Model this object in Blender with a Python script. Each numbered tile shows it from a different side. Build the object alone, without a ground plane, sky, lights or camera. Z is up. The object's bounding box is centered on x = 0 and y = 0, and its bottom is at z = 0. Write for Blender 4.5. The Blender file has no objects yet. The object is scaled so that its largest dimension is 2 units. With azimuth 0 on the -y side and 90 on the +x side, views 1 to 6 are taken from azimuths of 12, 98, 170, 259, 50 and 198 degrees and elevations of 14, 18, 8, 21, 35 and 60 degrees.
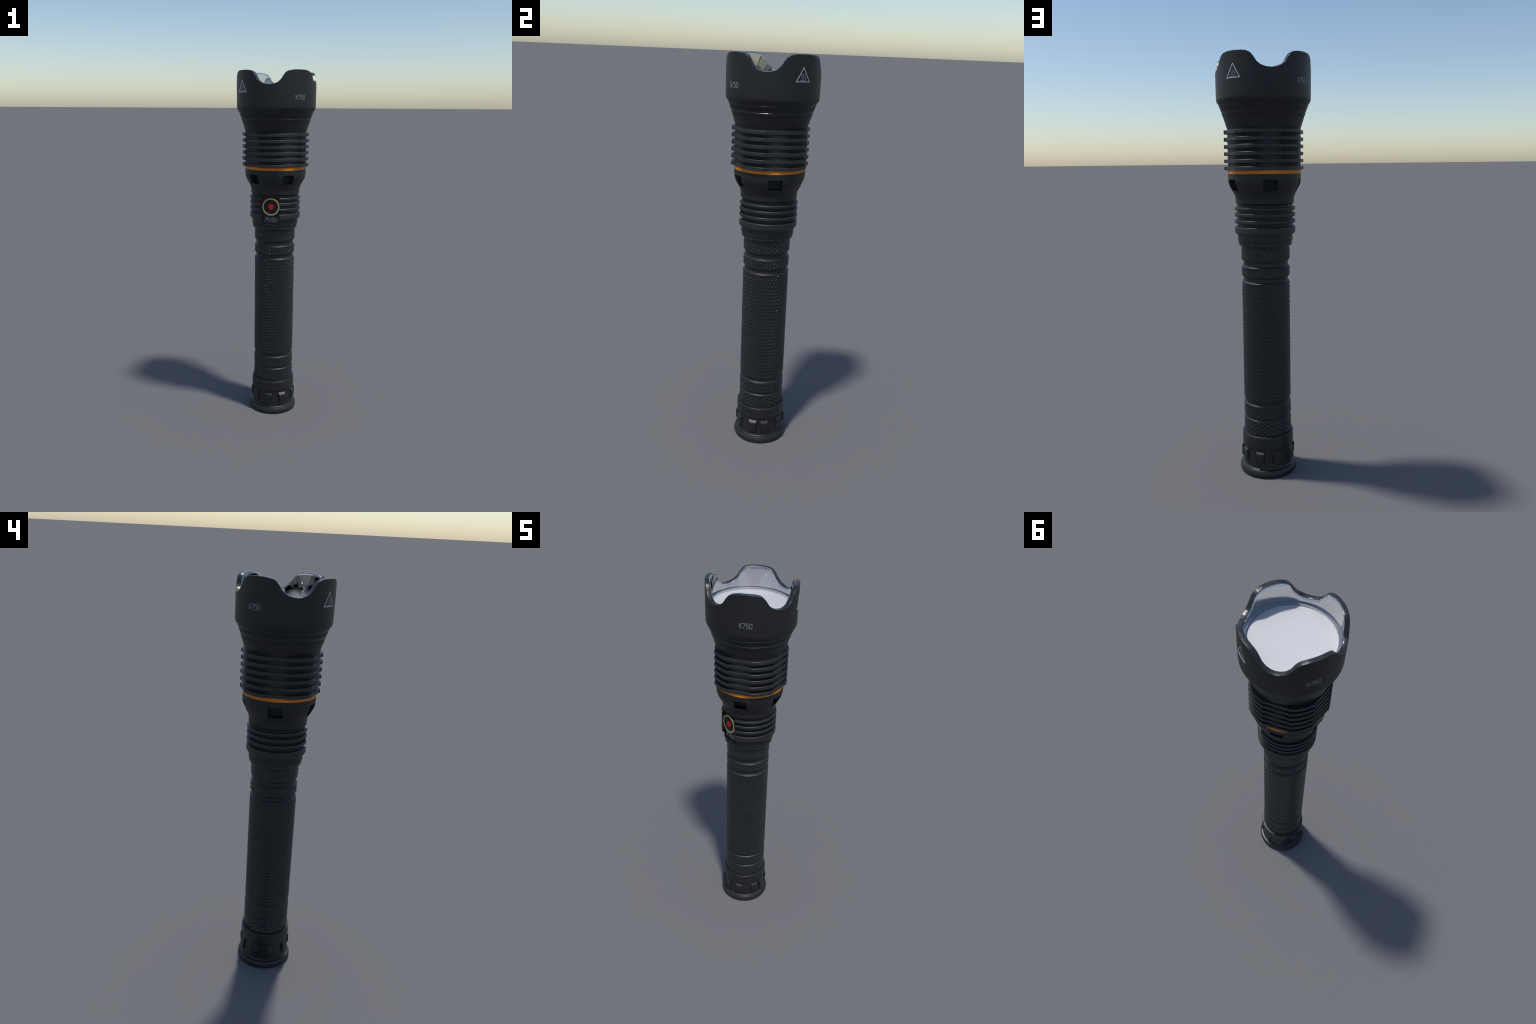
"""A long black tactical flashlight standing on its tail cap (metres, z up)."""
import bpy, bmesh, math, random
from mathutils import Vector

random.seed(7)
TAU = 2 * math.pi


def D(a):
    return math.radians(a)


def pol(az, r, z):
    """azimuth 0 is -y, 90 is +x (degrees)"""
    a = D(az)
    return Vector((r * math.sin(a), -r * math.cos(a), z))


# ------------------------------------------------------------------ materials
def new_mat(name):
    m = bpy.data.materials.new(name)
    m.use_nodes = True
    nt = m.node_tree
    return m, nt, nt.nodes["Principled BSDF"]


def add(nt, kind, **kw):
    n = nt.nodes.new(kind)
    for k, v in kw.items():
        setattr(n, k, v)
    return n


def metal_black(name, base, rough, metallic=0.0, spec=0.5, grain=0.0, grain_scale=420.0,
                stretch=(1, 1, 1), var=0.12, rough_var=0.06):
    m, nt, b = new_mat(name)
    co = add(nt, "ShaderNodeTexCoord")
    mp = add(nt, "ShaderNodeMapping")
    mp.inputs["Scale"].default_value = stretch
    nt.links.new(co.outputs["Object"], mp.inputs["Vector"])
    n1 = add(nt, "ShaderNodeTexNoise")
    n1.inputs["Scale"].default_value = 26.0
    n1.inputs["Detail"].default_value = 5.0
    nt.links.new(mp.outputs["Vector"], n1.inputs["Vector"])
    cr = add(nt, "ShaderNodeValToRGB")
    e = cr.color_ramp.elements
    e[0].position, e[1].position = 0.3, 0.7
    e[0].color = tuple(c * (1 - var) for c in base) + (1,)
    e[1].color = tuple(c * (1 + var) for c in base) + (1,)
    nt.links.new(n1.outputs["Fac"], cr.inputs["Fac"])
    nt.links.new(cr.outputs["Color"], b.inputs["Base Color"])
    mr = add(nt, "ShaderNodeMapRange")
    mr.inputs["To Min"].default_value = max(0.02, rough - rough_var)
    mr.inputs["To Max"].default_value = rough + rough_var
    nt.links.new(n1.outputs["Fac"], mr.inputs["Value"])
    nt.links.new(mr.outputs["Result"], b.inputs["Roughness"])
    b.inputs["Metallic"].default_value = metallic
    b.inputs["Specular IOR Level"].default_value = spec
    if grain > 0:
        n2 = add(nt, "ShaderNodeTexNoise")
        n2.inputs["Scale"].default_value = grain_scale
        n2.inputs["Detail"].default_value = 2.0
        nt.links.new(mp.outputs["Vector"], n2.inputs["Vector"])
        bp = add(nt, "ShaderNodeBump")
        bp.inputs["Strength"].default_value = grain
        bp.inputs["Distance"].default_value = 0.001
        nt.links.new(n2.outputs["Fac"], bp.inputs["Height"])
        nt.links.new(bp.outputs["Normal"], b.inputs["Normal"])
    return m


BLACK = (0.0113, 0.0114, 0.0118)
M_body = metal_black("black_anodised_aluminium", BLACK, 0.48, spec=0.43, grain=0.14)
M_fin = metal_black("black_fin_aluminium", (0.0165, 0.0172, 0.0185), 0.47, grain=0.06)
M_grip = metal_black("black_knurled_aluminium", (0.0138, 0.0142, 0.0148), 0.45, grain=0.06)
M_tail = metal_black("black_tail_aluminium", (0.0140, 0.0140, 0.0140), 0.42, grain=0.04)
M_knurl = metal_black("black_knurl_points", (0.0045, 0.0046, 0.0047), 0.26, spec=0.75)  # base darkened so facets turned from the sun look shadowed
M_void = metal_black("shade_tinted_recess", (0.0290, 0.0295, 0.0275), 0.7, spec=0.35)  # wall tint set to give the dim occluded look inside the windows
M_rim = metal_black("polished_dark_rim", (0.017, 0.017, 0.018), 0.31, spec=0.55, grain=0.8,
                    grain_scale=75.0, stretch=(1, 1, 1), rough_var=0.08)
M_edge = metal_black("bright_turned_edge", (0.03, 0.03, 0.032), 0.22, spec=0.9, grain=1.0, grain_scale=130.0)
M_pocket = metal_black("black_switch_panel", (0.0100, 0.0106, 0.0110), 0.5, spec=0.4)
M_button = metal_black("black_button_rubber", (0.0075, 0.0080, 0.0084), 0.55, spec=0.28)
M_orange = metal_black("orange_accent", (0.66, 0.205, 0.014), 0.42, spec=0.3, stretch=(1, 1, 14), var=0.14)
M_gold = metal_black("brass_button_ring", (0.46, 0.345, 0.130), 0.55, spec=0.3, var=0.06)
M_red = metal_black("red_button_dot", (0.56, 0.009, 0.010), 0.5, spec=0.25, var=0.05)
M_print = metal_black("pale_grey_print", (0.35, 0.36, 0.38), 0.40, metallic=0.3, var=0.05)
M_sign = metal_black("white_sign_print", (0.72, 0.74, 0.79), 0.32, metallic=0.5, var=0.04)
M_lens = metal_black("white_lens", (0.58, 0.58, 0.59), 0.06, var=0.01, rough_var=0.0)


def mirror_material():
    """polished reflector wall"""
    m, nt, b = new_mat("mirror_reflector")
    b.inputs["Base Color"].default_value = (0.525, 0.525, 0.53, 1)
    b.inputs["Metallic"].default_value = 1.0
    b.inputs["Roughness"].default_value = 0.03
    return m


M_mirror = mirror_material()


def heat_core_material():
    """colour varied by azimuth: almost black between the bulging fin arcs, a little lighter behind the flats"""
    m = metal_black("black_fin_root", BLACK, 0.55, spec=0.3)
    nt = m.node_tree
    b = nt.nodes["Principled BSDF"]
    co = add(nt, "ShaderNodeTexCoord")
    sx = add(nt, "ShaderNodeSeparateXYZ")
    nt.links.new(co.outputs["Object"], sx.inputs[0])
    at2 = add(nt, "ShaderNodeMath", operation="ARCTAN2")
    nt.links.new(sx.outputs["X"], at2.inputs[0])
    neg = add(nt, "ShaderNodeMath", operation="MULTIPLY")
    neg.inputs[1].default_value = -1.0
    nt.links.new(sx.outputs["Y"], neg.inputs[0])
    nt.links.new(neg.outputs[0], at2.inputs[1])
    five = add(nt, "ShaderNodeMath", operation="MULTIPLY")
    five.inputs[1].default_value = 5.0
    nt.links.new(at2.outputs[0], five.inputs[0])
    cs = add(nt, "ShaderNodeMath", operation="COSINE")
    nt.links.new(five.outputs[0], cs.inputs[0])
    mr = add(nt, "ShaderNodeMapRange")
    mr.inputs["From Min"].default_value = -1.0   # flats sit at 36 + 72 k degrees
    mr.inputs["From Max"].default_value = 0.2
    mr.inputs["To Min"].default_value = 1.0
    mr.inputs["To Max"].default_value = 0.0
    nt.links.new(cs.outputs[0], mr.inputs["Value"])
    cr = add(nt, "ShaderNodeValToRGB")
    cr.color_ramp.elements[0].color = (0.0120, 0.0125, 0.0120, 1)
    cr.color_ramp.elements[1].color = (0.0130, 0.0140, 0.0155, 1)
    nt.links.new(mr.outputs["Result"], cr.inputs["Fac"])
    nt.links.new(cr.outputs["Color"], b.inputs["Base Color"])
    sp = add(nt, "ShaderNodeMapRange")
    sp.inputs["To Min"].default_value = 0.25
    sp.inputs["To Max"].default_value = 0.45
    nt.links.new(mr.outputs["Result"], sp.inputs["Value"])
    nt.links.new(sp.outputs["Result"], b.inputs["Specular IOR Level"])
    return m


M_core = heat_core_material()


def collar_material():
    """black body, colour darkened by height between the ridge rings"""
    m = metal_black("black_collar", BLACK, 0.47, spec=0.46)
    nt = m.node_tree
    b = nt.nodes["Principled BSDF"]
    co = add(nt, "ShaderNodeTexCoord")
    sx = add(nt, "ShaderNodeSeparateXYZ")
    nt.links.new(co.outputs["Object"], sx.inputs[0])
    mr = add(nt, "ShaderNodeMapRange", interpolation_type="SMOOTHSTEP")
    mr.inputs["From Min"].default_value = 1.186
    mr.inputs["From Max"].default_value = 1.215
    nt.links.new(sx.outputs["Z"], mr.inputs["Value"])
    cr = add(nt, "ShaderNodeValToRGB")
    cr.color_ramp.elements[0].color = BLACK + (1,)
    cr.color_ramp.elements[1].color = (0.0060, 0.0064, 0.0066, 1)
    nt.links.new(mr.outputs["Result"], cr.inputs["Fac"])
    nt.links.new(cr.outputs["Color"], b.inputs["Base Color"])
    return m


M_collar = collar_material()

# ------------------------------------------------------------------ helpers
scene = bpy.context.scene
root = bpy.data.objects.new("flashlight", None)
scene.collection.objects.link(root)
root["label"] = "long black metal flashlight with scalloped head"
root["category"] = "flashlight"


def make(name, verts, faces, mat, parent=root, smooth=30.0, recalc=True):
    me = bpy.data.meshes.new(name)
    me.from_pydata([tuple(v) for v in verts], [], faces)
    if recalc:
        bm = bmesh.new()
        bm.from_mesh(me)
        bmesh.ops.recalc_face_normals(bm, faces=bm.faces)
        bm.to_mesh(me)
        bm.free()
    me.materials.append(mat)
    finish(me, smooth)
    ob = bpy.data.objects.new(name, me)
    scene.collection.objects.link(ob)
    ob.parent = parent
    return ob


def finish(me, smooth):
    if smooth:
        me.polygons.foreach_set("use_smooth", [True] * len(me.polygons))
        me.set_sharp_from_angle(angle=D(smooth))
    else:
        me.polygons.foreach_set("use_smooth", [False] * len(me.polygons))
    me.update()


def rounded(profile, seg=4):
    """profile of (r, z) or (r, z, fillet) -> polyline with rounded corners"""
    out = []
    n = len(profile)
    for i, p in enumerate(profile):
        f = p[2] if len(p) > 2 else 0
        c = Vector((p[0], p[1]))
        if f <= 0 or i in (0, n - 1):
            out.append(c)
            continue
        a = Vector(profile[i - 1][:2])
        b = Vector(profile[i + 1][:2])
        fa = min(f, 0.49 * (a - c).length)
        fb = min(f, 0.49 * (b - c).length)
        p0 = c + (a - c).normalized() * fa
        p1 = c + (b - c).normalized() * fb
        for k in range(seg + 1):
            t = k / seg
            out.append(p0 * (1 - t) ** 2 + c * 2 * t * (1 - t) + p1 * t * t)
    return out


def lathe(name, profile, mat, n=144, closed=True, parent=root, smooth=30.0):
    """turn a profile; 'closed' fills both ends with discs"""
    pts = rounded(profile)
    verts, faces = [], []
    for p in pts:
        for k in range(n):
            verts.append(pol(360 * k / n, p.x, p.y))
    for i in range(len(pts) - 1):
        for k in range(n):
            k2 = (k + 1) % n
            faces.append((i * n + k, i * n + k2, (i + 1) * n + k2, (i + 1) * n + k))
    if closed:
        faces.append(tuple(range(n)))
        faces.append(tuple((len(pts) - 1) * n + k for k in range(n)))
    return make(name, verts, faces, mat, parent, smooth)


def turned_ring(name, profile, mat, n=144, parent=root, smooth=30.0):
    """turn a closed section (a ring with a hole)"""
    pts = rounded(profile + [profile[0]])[:-1]
    m = len(pts)
    verts = [pol(360 * k / n, p.x, p.y) for p in pts for k in range(n)]
    faces = []
    for i in range(m):
        j = (i + 1) % m
        for k in range(n):
            k2 = (k + 1) % n
            faces.append((i * n + k, i * n + k2, j * n + k2, j * n + k))
    return make(name, verts, faces, mat, parent, smooth)


def box_cutter(x0, x1, y0, y1, z0, z1, az=0.0):
    vs = []
    for z in (z0, z1):
        for x, y in ((x0, y0), (x1, y0), (x1, y1), (x0, y1)):
            a = D(az)
            vs.append((x * math.cos(a) - y * math.sin(a), x * math.sin(a) + y * math.cos(a), z))
    fs = [(0, 3, 2, 1), (4, 5, 6, 7), (0, 1, 5, 4), (1, 2, 6, 5), (2, 3, 7, 6), (3, 0, 4, 7)]
    return vs, fs


def cut(ob, boxes, smooth=30.0):
    """boolean-subtract boxes and bake the result"""
    vs, fs = [], []
    for b in boxes:
        v, f = box_cutter(*b)
        o = len(vs)
        vs += v
        fs += [tuple(i + o for i in q) for q in f]
    me = bpy.data.meshes.new("cutter")
    me.from_pydata(vs, [], fs)
    c = bpy.data.objects.new("cutter", me)
    scene.collection.objects.link(c)
    md = ob.modifiers.new("cut", "BOOLEAN")
    md.operation = "DIFFERENCE"
    md.solver = "EXACT"
    md.object = c
    bpy.context.view_layer.update()
    dg = bpy.context.evaluated_depsgraph_get()
    res = bpy.data.meshes.new_from_object(ob.evaluated_get(dg))
    ob.modifiers.clear()
    old = ob.data
    res.name = old.name
    ob.data = res
    bpy.data.meshes.remove(old)
    bpy.data.objects.remove(c)
    bpy.data.meshes.remove(me)
    finish(ob.data, smooth)


def paint_cut(ob, boxes, mat):
    """give the walls left by the boxes their own material"""
    ob.data.materials.append(mat)
    idx = len(ob.data.materials) - 1
    e = 0.0004
    for p in ob.data.polygons:
        if p.normal.z > 0.7:      # the floor of a recess keeps the body finish
            continue
        for x0, x1, y0, y1, z0, z1, az in [(tuple(b) + (0.0,))[:7] for b in boxes]:
            a = D(-az)
            ok = True
            for i in p.vertices:
                c = ob.data.vertices[i].co
                x = c.x * math.cos(a) - c.y * math.sin(a)
                y = c.x * math.sin(a) + c.y * math.cos(a)
                if not (x0 - e <= x <= x1 + e and y0 - e <= y <= y1 + e and z0 - e <= c.z <= z1 + e):
                    ok = False
                    break
            if ok:
                p.material_index = idx


# ------------------------------------------------------------------ scalloped head
# height of the crown rim against the angle from the middle of the nearest notch
CREST = [(0, 1.9235), (5.8, 1.9258), (12, 1.9345), (17, 1.9505), (20.5, 1.9710),
         (24, 1.9860), (28, 1.9942), (35, 1.9990), (45, 2.0000)]


def crest(az):
    d = abs((az + 45) % 90 - 45)
    for (a, h0), (b, h1) in zip(CREST, CREST[1:]):
        if d <= b:
            return h0 + (h1 - h0) * (d - a) / (b - a)
    return CREST[-1][1]


def crown_strip(name, rows, mat, n=240, smooth=30.0):
    """rows: (r, function of crest height -> z), from one edge to the other"""
    verts, faces = [], []
    for r, zf in rows:
        for k in range(n):
            az = 360 * k / n
            verts.append(pol(az, r, zf(crest(az))))
    for i in range(len(rows) - 1):
        for k in range(n):
            k2 = (k + 1) % n
            faces.append((i * n + k, i * n + k2, (i + 1) * n + k2, (i + 1) * n + k))
    return make(name, verts, faces, mat, root, smooth, recalc=False)


Z0 = 1.905
RIM = 0.0022


def at(z):
    return lambda h: z


def below(d):
    return lambda h: h - d


def between(t):
    return lambda h: Z0 + (h - RIM - Z0) * t


# outer skin: cone with two raised bands, shoulder, straight wall
cone = [(0.1690, 1.6640), (0.1735, 1.6780), (0.1795, 1.6970), (0.1852, 1.7150),
        (0.1889, 1.7260), (0.1875, 1.7266), (0.1880, 1.7280), (0.1899, 1.7286),
        (0.1956, 1.7436), (0.1946, 1.7447), (0.1948, 1.7451), (0.2000, 1.7585),
        (0.1985, 1.7592), (0.1990, 1.7607), (0.2010, 1.7613), (0.2074, 1.7766), (0.2064, 1.7777), (0.2066, 1.7782),
        (0.2100, 1.7845), (0.2150, 1.7905), (0.2180, 1.7965), (0.2196, 1.8030),
        (0.2201, 1.8100), (0.2205, 1.8500), (0.2207, Z0)]
rows = [(r, at(z)) for r, z in cone] + [(0.2208, between(t)) for t in (0.25, 0.5, 0.75, 1.0)]
bezel = crown_strip("bezel", rows, M_body, smooth=22)

rim_rows = [(0.2208, below(RIM))]
for k in range(1, 6):
    a = D(90 * k / 5)
    rim_rows.append((0.2208 - RIM * (1 - math.cos(a)), below(RIM * (1 - math.sin(a)))))
rim_rows += [(0.2080, below(0)), (0.2000, below(0.0002)), (0.1988, below(0.0008))]
rim = crown_strip("scalloped_rim", rim_rows, M_rim, smooth=50)

WALL = 0.1950
wall_rows = [(0.1988, below(0.0008)), (0.1962, below(0.0040)), (0.1960, below(0.0085)),
             (WALL, below(0.0100))]
wall_rows += [(WALL - 0.0010 * (1 - t), (lambda t: (lambda h: 1.898 + (h - 0.0100 - 1.898) * t))(t))
              for t in (0.75, 0.5, 0.25)]
wall_rows += [(WALL - 0.0010, at(1.898)), (0.1860, at(1.8975)), (0.1856, at(1.8970)), (0.1855, at(1.8850))]
reflector = crown_strip("reflector", wall_rows, M_mirror, smooth=30)

# bright turned edges above each groove
for r, z in ((0.2083, 1.7772), (0.1954, 1.7441)):
    turned_ring("turned_edge", [(r - 0.0016, z - 0.0008), (r + 0.0004, z - 0.0007), (r - 0.0005, z + 0.0006),
                                (r - 0.0018, z + 0.0008)], M_edge, n=200)

# white lens, very slightly domed
lens_prof = [(0.1855 * math.sqrt(1 - t * t) if t < 1 else 0.0, 1.8858 + 0.0022 * t)
             for t in [i / 12 for i in range(13)]]
lens_prof[-1] = (0.0006, 1.8880)
lens = lathe("lens", [(0.1855, 1.8800)] + lens_prof, M_lens, n=128)

# ------------------------------------------------------------------ cooling fins
heat_core = lathe("heat_sink_core", [(0.150, 1.4700), (0.1716, 1.4700), (0.1716, 1.6720), (0.150, 1.6720)], M_core)


def fin_outline():
    """ten 36 degree facets, alternately a bulging arc and a flat cut a little deeper"""
    out = []
    for k in range(10):
        a0 = 18 + 36 * k
        flat = k % 2 == 0
        mid = a0 + 18
        for i in range(13):
            a = a0 + 36 * i / 12
            r = 0.1760 / math.cos(D(a - mid)) if flat else 0.1882
            out.append((a, r))
    return out


def fin_mesh(z0, z1):
    ol = fin_outline()
    n = len(ol)
    b = 0.0012
    rowsf = [(None, z0), (-b, z0), (0, z0 + b), (0, z1 - b), (-b, z1), (None, z1)]
    verts = []
    for off, z in rowsf:
        for a, r in ol:
            verts.append(pol(a, 0.165 if off is None else r + off, z))
    faces = []
    for i in range(len(rowsf)):
        j = (i + 1) % len(rowsf)
        for k in range(n):
            k2 = (k + 1) % n
            faces.append((i * n + k, i * n + k2, j * n + k2, j * n + k))
    return verts, faces


FIN_PITCH = 0.03326
v, f = fin_mesh(0.0, 0.0163)
fin0 = make("cooling_fin", v, f, M_fin, root, smooth=24)
fin0.location.z = 1.6510
for k in range(1, 6):
    fc = fin0.copy()
    scene.collection.objects.link(fc)
    fc.location.z = 1.6510 - FIN_PITCH * k

# ------------------------------------------------------------------ orange ring, housing with windows
turned_ring("accent_ring", [(0.150, 1.4680), (0.1727, 1.4680), (0.1727, 1.4856), (0.150, 1.4856)], M_orange)

housing = lathe("housing", [(0.060, 1.3246), (0.1310, 1.3246), (0.1385, 1.3300, 0.002), (0.1386, 1.3500, 0.006),
                            (0.1403, 1.3620, 0.006), (0.1493, 1.3814, 0.008), (0.1652, 1.4086, 0.012),
                            (0.1712, 1.4260, 0.008), (0.1724, 1.4400, 0.008), (0.1725, 1.4678), (0.060, 1.4678)],
                M_body, n=160)
WINDOWS = [(-0.0335, 0.0335, -0.30, -0.118, 1.3905, 1.4415, 36 + 72 * k) for k in range(5)]
cut(housing, WINDOWS, smooth=24)
paint_cut(housing, WINDOWS, M_void)

# ------------------------------------------------------------------ switch collar with ridges
POCKET = (-0.0508, 0.0508, -0.30, -0.1185, 1.1640, 1.3180)
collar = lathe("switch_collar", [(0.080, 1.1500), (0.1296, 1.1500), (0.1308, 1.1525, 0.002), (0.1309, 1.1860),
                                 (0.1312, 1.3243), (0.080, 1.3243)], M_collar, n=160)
cut(collar, [POCKET])
paint_cut(collar, [POCKET], M_pocket)
for zb, zt in ((1.2969, 1.3132), (1.2664, 1.2850), (1.2347, 1.2530), (1.1860, 1.2208)):
    low = 0.006 if zt - zb < 0.03 else 0.010
    rr = turned_ring("ridge_ring", [(0.1296, zb), (0.1400, zb, 0.001), (0.1444, zb + low * 0.75, 0.002),
                                    (0.1444, zt - 0.0026, 0.0012), (0.1424, zt, 0.0010), (0.1296, zt)],
                     M_fin, n=160)
    cut(rr, [POCKET])

# push button standing in the pocket (faces -y)
BX, BZ, BY = 0.0008, 1.2632, -0.1318


def disc_y(name, prof, mat, parent, n=72, smooth=30.0, x=BX, z=BZ):
    """turn a profile of (radius, y) about the button axis"""
    verts, faces = [], []
    for r, y in prof:
        for k in range(n):
            a = TAU * k / n
            verts.append((x + r * math.cos(a), y, z + r * math.sin(a)))
    for i in range(len(prof) - 1):
        for k in range(n):
            k2 = (k + 1) % n
            faces.append((i * n + k, i * n + k2, (i + 1) * n + k2, (i + 1) * n + k))
    faces.append(tuple((len(prof) - 1) * n + k for k in range(n)))
    return make(name, verts, faces, mat, parent, smooth)


button = disc_y("push_button", [(0.0490, -0.1160), (0.0490, BY + 0.0010), (0.0482, BY + 0.0001),
                                (0.0410, BY + 0.0001), (0.0405, BY + 0.0004)], M_button, root)
ring = disc_y("button_ring", [(0.0492, -0.1300), (0.0492, BY + 0.0006), (0.0486, BY - 0.0004), (0.0416, BY - 0.0004),
                              (0.0410, BY + 0.0003), (0.0408, BY + 0.0012)], M_gold, button)
# open the ring's middle: drop its end cap
bm = bmesh.new()
bm.from_mesh(ring.data)
bm.faces.ensure_lookup_table()
bmesh.ops.delete(bm, geom=[fc for fc in bm.faces if len(fc.verts) > 4], context="FACES")
bm.to_mesh(ring.data)
bm.free()
disc_y("button_dot", [(0.0160, BY + 0.0030), (0.0160, BY - 0.0002), (0.0154, BY - 0.0008)], M_red, button)

# ------------------------------------------------------------------ grip tube, grooves and lips
tube = lathe("grip_tube", [
    (0.030, 1.1560), (0.1290, 1.1560), (0.1278, 1.1530, 0.001), (0.1260, 1.1515, 0.001), (0.1260, 1.1335, 0.002),
    (0.1156, 1.1225, 0.002), (0.1139, 1.1180, 0.002), (0.1139, 1.0600, 0.002), (0.1072, 1.0525, 0.002),
    (0.1070, 1.0330, 0.002), (0.1130, 1.0305, 0.001), (0.1150, 1.0285, 0.0015), (0.1148, 1.0245, 0.001),
    (0.1133, 1.0235, 0.001), (0.1133, 0.9825, 0.002), (0.1068, 0.9750, 0.002), (0.1066, 0.9590, 0.002),
    (0.1130, 0.9560, 0.001), (0.1154, 0.9535, 0.0015), (0.1152, 0.9500, 0.001), (0.1137, 0.9485, 0.001),
    (0.1132, 0.3735, 0.002), (0.1086, 0.3660, 0.002), (0.1086, 0.3560, 0.002),
    (0.1130, 0.3535, 0.001), (0.1152, 0.3490, 0.002), (0.1153, 0.3425, 0.001), (0.1138, 0.3405, 0.001),
    (0.1138, 0.2910, 0.003), (0.1104, 0.2845, 0.002), (0.1104, 0.2810, 0.001), (0.1140, 0.2785, 0.001),
    (0.1154, 0.2755, 0.002), (0.1154, 0.2710, 0.001), (0.1140, 0.2695, 0.001), (0.1142, 0.1900), (0.030, 0.1900)],
    M_grip, n=160, smooth=28)


def bumps(name, radius, z_top, z_bottom, count, pitch, a, b, h, phase=0.0, taper=None):
    """small raised diamonds, alternate rows shifted by half a step"""
    verts, faces = [], []
    z, row = z_top, 0
    while z >= z_bottom - 1e-6:
        for k in range(count):
            az = phase + 360 * (k + 0.5 * (row % 2)) / count + random.uniform(-0.25, 0.25)
            zz = z + random.uniform(-0.0003, 0.0003)
            R = radius(zz) if callable(radius) else radius
            c = pol(az, 1, 0)
            t = Vector((math.cos(D(az)), math.sin(D(az)), 0))
            up = Vector((0, 0, 1))
            s = random.uniform(0.9, 1.08)
            hh = h * random.uniform(0.85, 1.15)
            o = len(verts)
            tip = 0.56
            for (u, w) in ((1, 0), (0, 1), (-1, 0), (0, -1)):
                verts.append(c * (R - 0.0002) + t * (u * a * 1.12 * s) + up * (zz + w * b * 1.12 * s))
            for (u, w) in ((1, 0), (0, 1), (-1, 0), (0, -1)):
                verts.append(c * (R + hh) + t * (u * a * tip) + up * (zz + w * b * tip))
            for q in range(4):
                q2 = (q + 1) % 4
                faces.append((o + q, o + q2, o + 4 + q2, o + 4 + q))
            faces.append((o + 4, o + 5, o + 6, o + 7))
        z -= pitch
        row += 1
    ob = make(name, verts, faces, M_knurl, tube, smooth=0)
    ob["kind"] = "stuff"
    return ob


def collar_radius(z):
    return 0.1275 if z > 1.133 else (0.1160 + (z - 1.1225) * 1.0 if z > 1.1225 else 0.1158)


bumps("grip_knurl", 0.1137, 0.9450, 0.3850, 38, 0.01865, 0.0060, 0.0054, 0.0022, phase=179.4)
bumps("upper_knurl", 0.1139, 1.1112, 1.0640, 22, 0.01045, 0.0078, 0.0074, 0.0025, phase=151.2)
bumps("shoulder_knurl", 0.1260, 1.1475, 1.1370, 22, 0.01045, 0.0078, 0.0066, 0.0020, phase=151.2)
bumps("band_knurl", 0.1133, 1.0200, 0.9880, 20, 0.0102, 0.0078, 0.0072, 0.0025, phase=166.0)
bumps("lower_band_knurl", 0.1138, 0.3350, 0.2960, 38, 0.0176, 0.0060, 0.0054, 0.0022, phase=179.4)
bumps("tail_knurl", 0.1140, 0.2640, 0.2080, 22, 0.0104, 0.0078, 0.0072, 0.0026, phase=0.0)

# ------------------------------------------------------------------ tail cap
tail = lathe("tail_cap", [
    (0.050, 0.2016), (0.1175, 0.2016), (0.1240, 0.2012, 0.002), (0.1257, 0.1960, 0.004), (0.1257, 0.1430, 0.006),
    (0.1198, 0.1310, 0.006), (0.1196, 0.0420, 0.002), (0.1225, 0.0362, 0.003), (0.1345, 0.0338, 0.0014),
    (0.1396, 0.0210, 0.006), (0.1403, 0.0120, 0.005), (0.1390, 0.0050, 0.004), (0.1350, 0.0000, 0.002), (0.0500, 0.0)],
    M_tail, n=160, smooth=48)


def lug_mesh():
    """a grip lug on the cap: sloping top, upright face, undercut foot"""
    sec = [(0.1170, 0.1312, 0.0205), (0.1302, 0.1180, 0.0186), (0.1305, 0.1165, 0.0184), (0.1305, 0.0725, 0.0184),
           (0.1296, 0.0705, 0.0184), (0.1170, 0.0660, 0.0205)]
    verts = []
    for s in (-1, 1):
        for r, z, w in sec:
            verts.append((s * w, -r, z))
    m = len(sec)
    faces = [tuple(range(m)), tuple(range(2 * m - 1, m - 1, -1))]
    for i in range(m):
        j = (i + 1) % m
        faces.append((i, j, m + j, m + i))
    return verts, faces


lv, lf = lug_mesh()
lug = make("grip_lug", lv, lf, M_tail, tail, smooth=30)
LUGS = [-0.7, 37.1, 80.7, 109.3, 152.6, 190.8, 235.5, 273.6, 316.5]
lug.rotation_euler.z = D(LUGS[0])
for a in LUGS[1:]:
    c = lug.copy()
    scene.collection.objects.link(c)
    c.rotation_euler.z = D(a)

# ------------------------------------------------------------------ lettering and signs
def arc(cx, cy, rx, ry, a0, a1, n=8):
    return [(cx + rx * math.cos(D(a0 + (a1 - a0) * i / n)), cy + ry * math.sin(D(a0 + (a1 - a0) * i / n)))
            for i in range(n + 1)]


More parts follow.
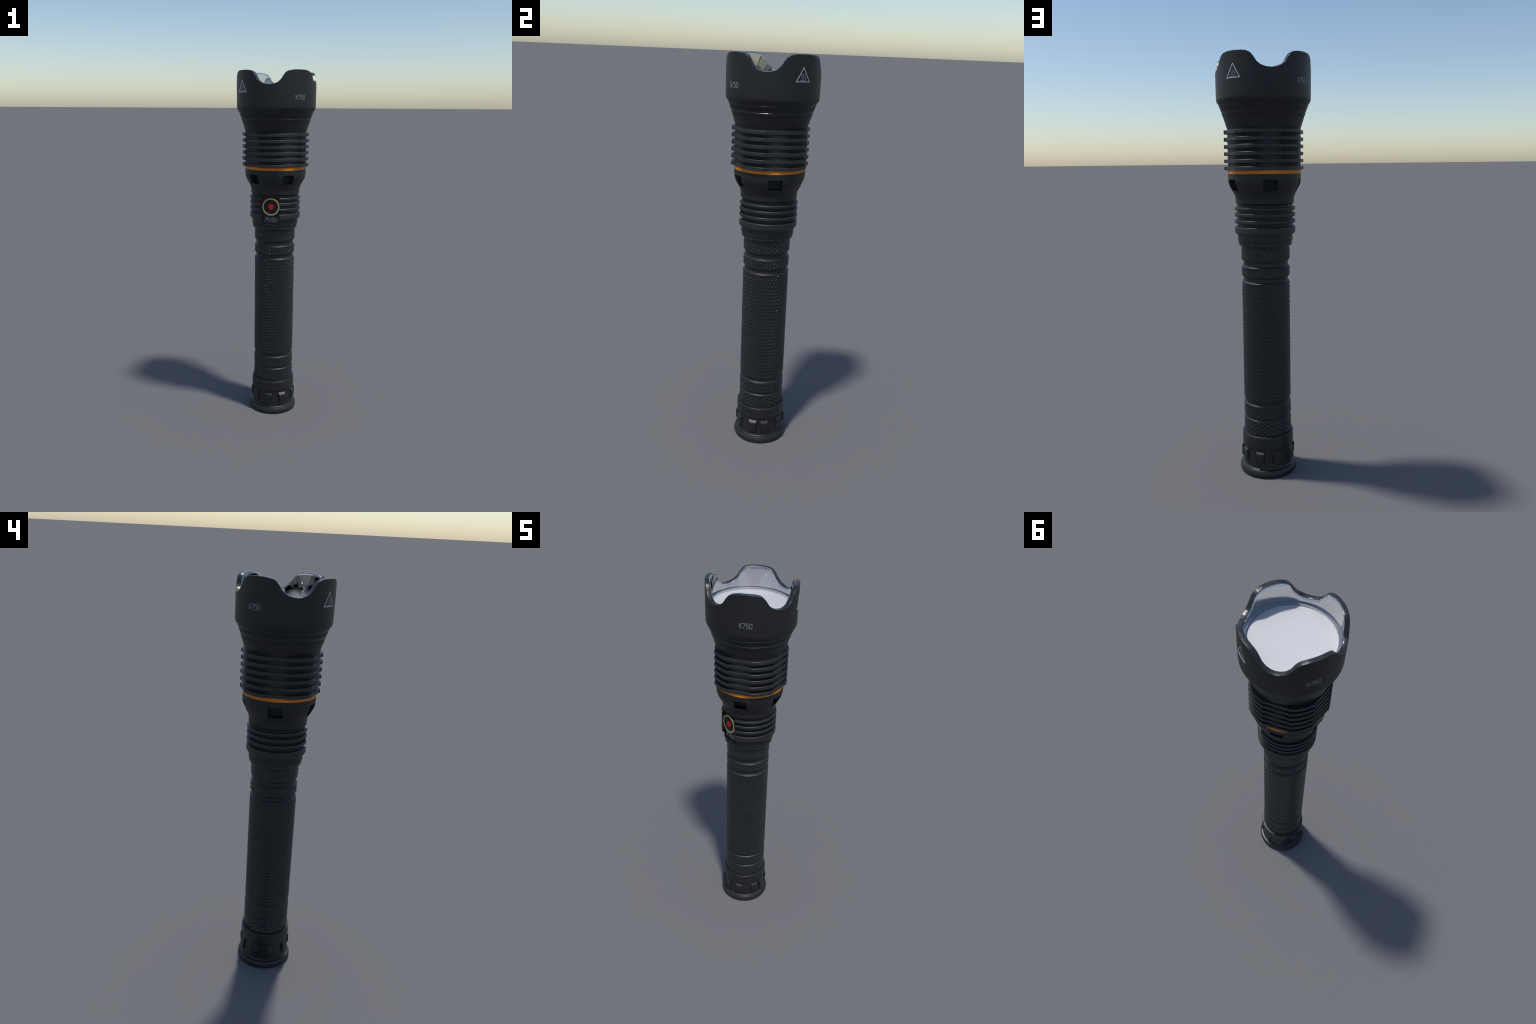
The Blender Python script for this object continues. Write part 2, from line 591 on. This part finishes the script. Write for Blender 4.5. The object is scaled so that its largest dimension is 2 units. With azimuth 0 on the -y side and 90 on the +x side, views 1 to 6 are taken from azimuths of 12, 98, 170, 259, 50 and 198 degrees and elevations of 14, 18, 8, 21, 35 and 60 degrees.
# narrow technical capitals in a box 0.55 wide and 1 high: list of (polyline, closed)
G = {
    "X": [([(0, 0), (0.55, 1)], False), ([(0, 1), (0.55, 0)], False)],
    "7": [([(0, 1), (0.55, 1), (0.2, 0)], False)],
    "5": [([(0.5, 1), (0.06, 1), (0.03, 0.55)] + arc(0.27, 0.32, 0.26, 0.30, 110, -90, 10) +
           arc(0.22, 0.2, 0.2, 0.2, -100, -160, 4), False)],
    "0": [(arc(0.275, 0.78, 0.275, 0.22, 0, 180, 10) + arc(0.275, 0.22, 0.275, 0.22, 180, 360, 10), True)],
    "P": [([(0, 0), (0, 1), (0.28, 1)] + arc(0.28, 0.74, 0.26, 0.26, 90, -90, 10)[1:] + [(0, 0.48)], False)],
    "U": [([(0, 1), (0, 0.25)] + arc(0.265, 0.25, 0.265, 0.25, 180, 360, 10)[1:] + [(0.53, 1)], False)],
    "S": [(arc(0.27, 0.75, 0.25, 0.25, 15, 250, 12) + arc(0.27, 0.26, 0.27, 0.26, 65, -170, 12), False)],
    "H": [([(0, 0), (0, 1)], False), ([(0.54, 0), (0.54, 1)], False), ([(0, 0.5), (0.54, 0.5)], False)],
}


def ribbon(pts, closed, hw):
    """left and right edges of a stroke with mitred corners"""
    n = len(pts)
    P = [Vector(p) for p in pts]
    L, R = [], []
    for i in range(n):
        a = P[i - 1] if (closed or i > 0) else None
        b = P[(i + 1) % n] if (closed or i < n - 1) else None
        d0 = (P[i] - a).normalized() if a is not None and (P[i] - a).length > 1e-9 else None
        d1 = (b - P[i]).normalized() if b is not None and (b - P[i]).length > 1e-9 else None
        d0 = d0 or d1
        d1 = d1 or d0
        n0 = Vector((-d0.y, d0.x))
        n1 = Vector((-d1.y, d1.x))
        m = (n0 + n1)
        m = m.normalized() if m.length > 1e-6 else n0
        k = hw / max(0.35, m.dot(n0))
        L.append(P[i] + m * k)
        R.append(P[i] - m * k)
    return L, R


def subdivide(pts, closed, step):
    out = []
    n = len(pts)
    for i in range(n if closed else n - 1):
        a, b = Vector(pts[i]), Vector(pts[(i + 1) % n])
        m = max(1, int((b - a).length / step))
        for k in range(m):
            out.append(tuple(a + (b - a) * k / m))
    if not closed:
        out.append(pts[-1])
    return out


def strokes(name, lines, hw, place, mat, parent, proud=0.0009):
    """lines of (polyline in metres, closed); place(u, v, height) -> point"""
    verts, faces = [], []
    for pts, closed in lines:
        pts = subdivide(pts, closed, 0.006)
        L, R = ribbon(pts, closed, hw)
        n = len(pts)
        o = len(verts)
        for l, r in zip(L, R):
            for p, h in ((l, -0.002), (l, proud), (r, proud), (r, -0.002)):
                verts.append(place(p.x, p.y, h))
        for i in range(n if closed else n - 1):
            j = (i + 1) % n
            for q in range(3):
                faces.append((o + 4 * i + q, o + 4 * i + q + 1, o + 4 * j + q + 1, o + 4 * j + q))
        if not closed:
            for i in (0, n - 1):
                faces.append(tuple(o + 4 * i + q for q in range(4)))
    return make(name, verts, faces, mat, parent, smooth=20)


def text_lines(text, height, advance, stretch):
    out = []
    x = 0.0
    for ch in text:
        for pts, closed in G[ch]:
            out.append(([(x + u * height * stretch, w * height) for u, w in pts], closed))
        x += advance
    width = x - advance + 0.55 * height * stretch
    return [([(u - width / 2, w - height / 2) for u, w in pts], c) for pts, c in out]


def on_wall(az, z, radius=0.2206):
    def place(u, w, h):
        return pol(az + math.degrees(u / radius), radius + h, z + w)
    return place


def on_panel(x, z, y=-0.1185):
    def place(u, w, h):
        return Vector((x + u, y - h, z + w))
    return place


for az, z in ((45.4, 1.8580), (-138.5, 1.8745)):
    strokes("model_lettering", text_lines("X750", 0.0235, 0.0160, 0.93), 0.00082, on_wall(az, z), M_print, bezel)
strokes("push_lettering", text_lines("PUSH", 0.0235, 0.0172, 1.0), 0.00125, on_panel(0.0030, 1.1880), M_print, collar)

for az, z in ((134.2, 1.8834), (-45.7, 1.8842)):
    sign = strokes("heat_warning_sign", [([(-0.0358, 0.0016), (0.0358, 0.0016), (0.0, 0.0615)], True)], 0.00125,
                   on_wall(az, z), M_sign, bezel)
    inner = []
    for x0 in (-0.0095, 0.0, 0.0095):
        inner.append(([(x0 + 0.0022 * math.sin(TAU * t / 12), 0.0112 + 0.0235 * t / 12) for t in range(13)], False))
    strokes("heat_wave_mark", inner, 0.0008, on_wall(az, z), M_print, sign)
    strokes("heat_plate_mark", [([(-0.0175, 0.0066), (0.0175, 0.0066)], False)], 0.0012, on_wall(az, z), M_print, sign)
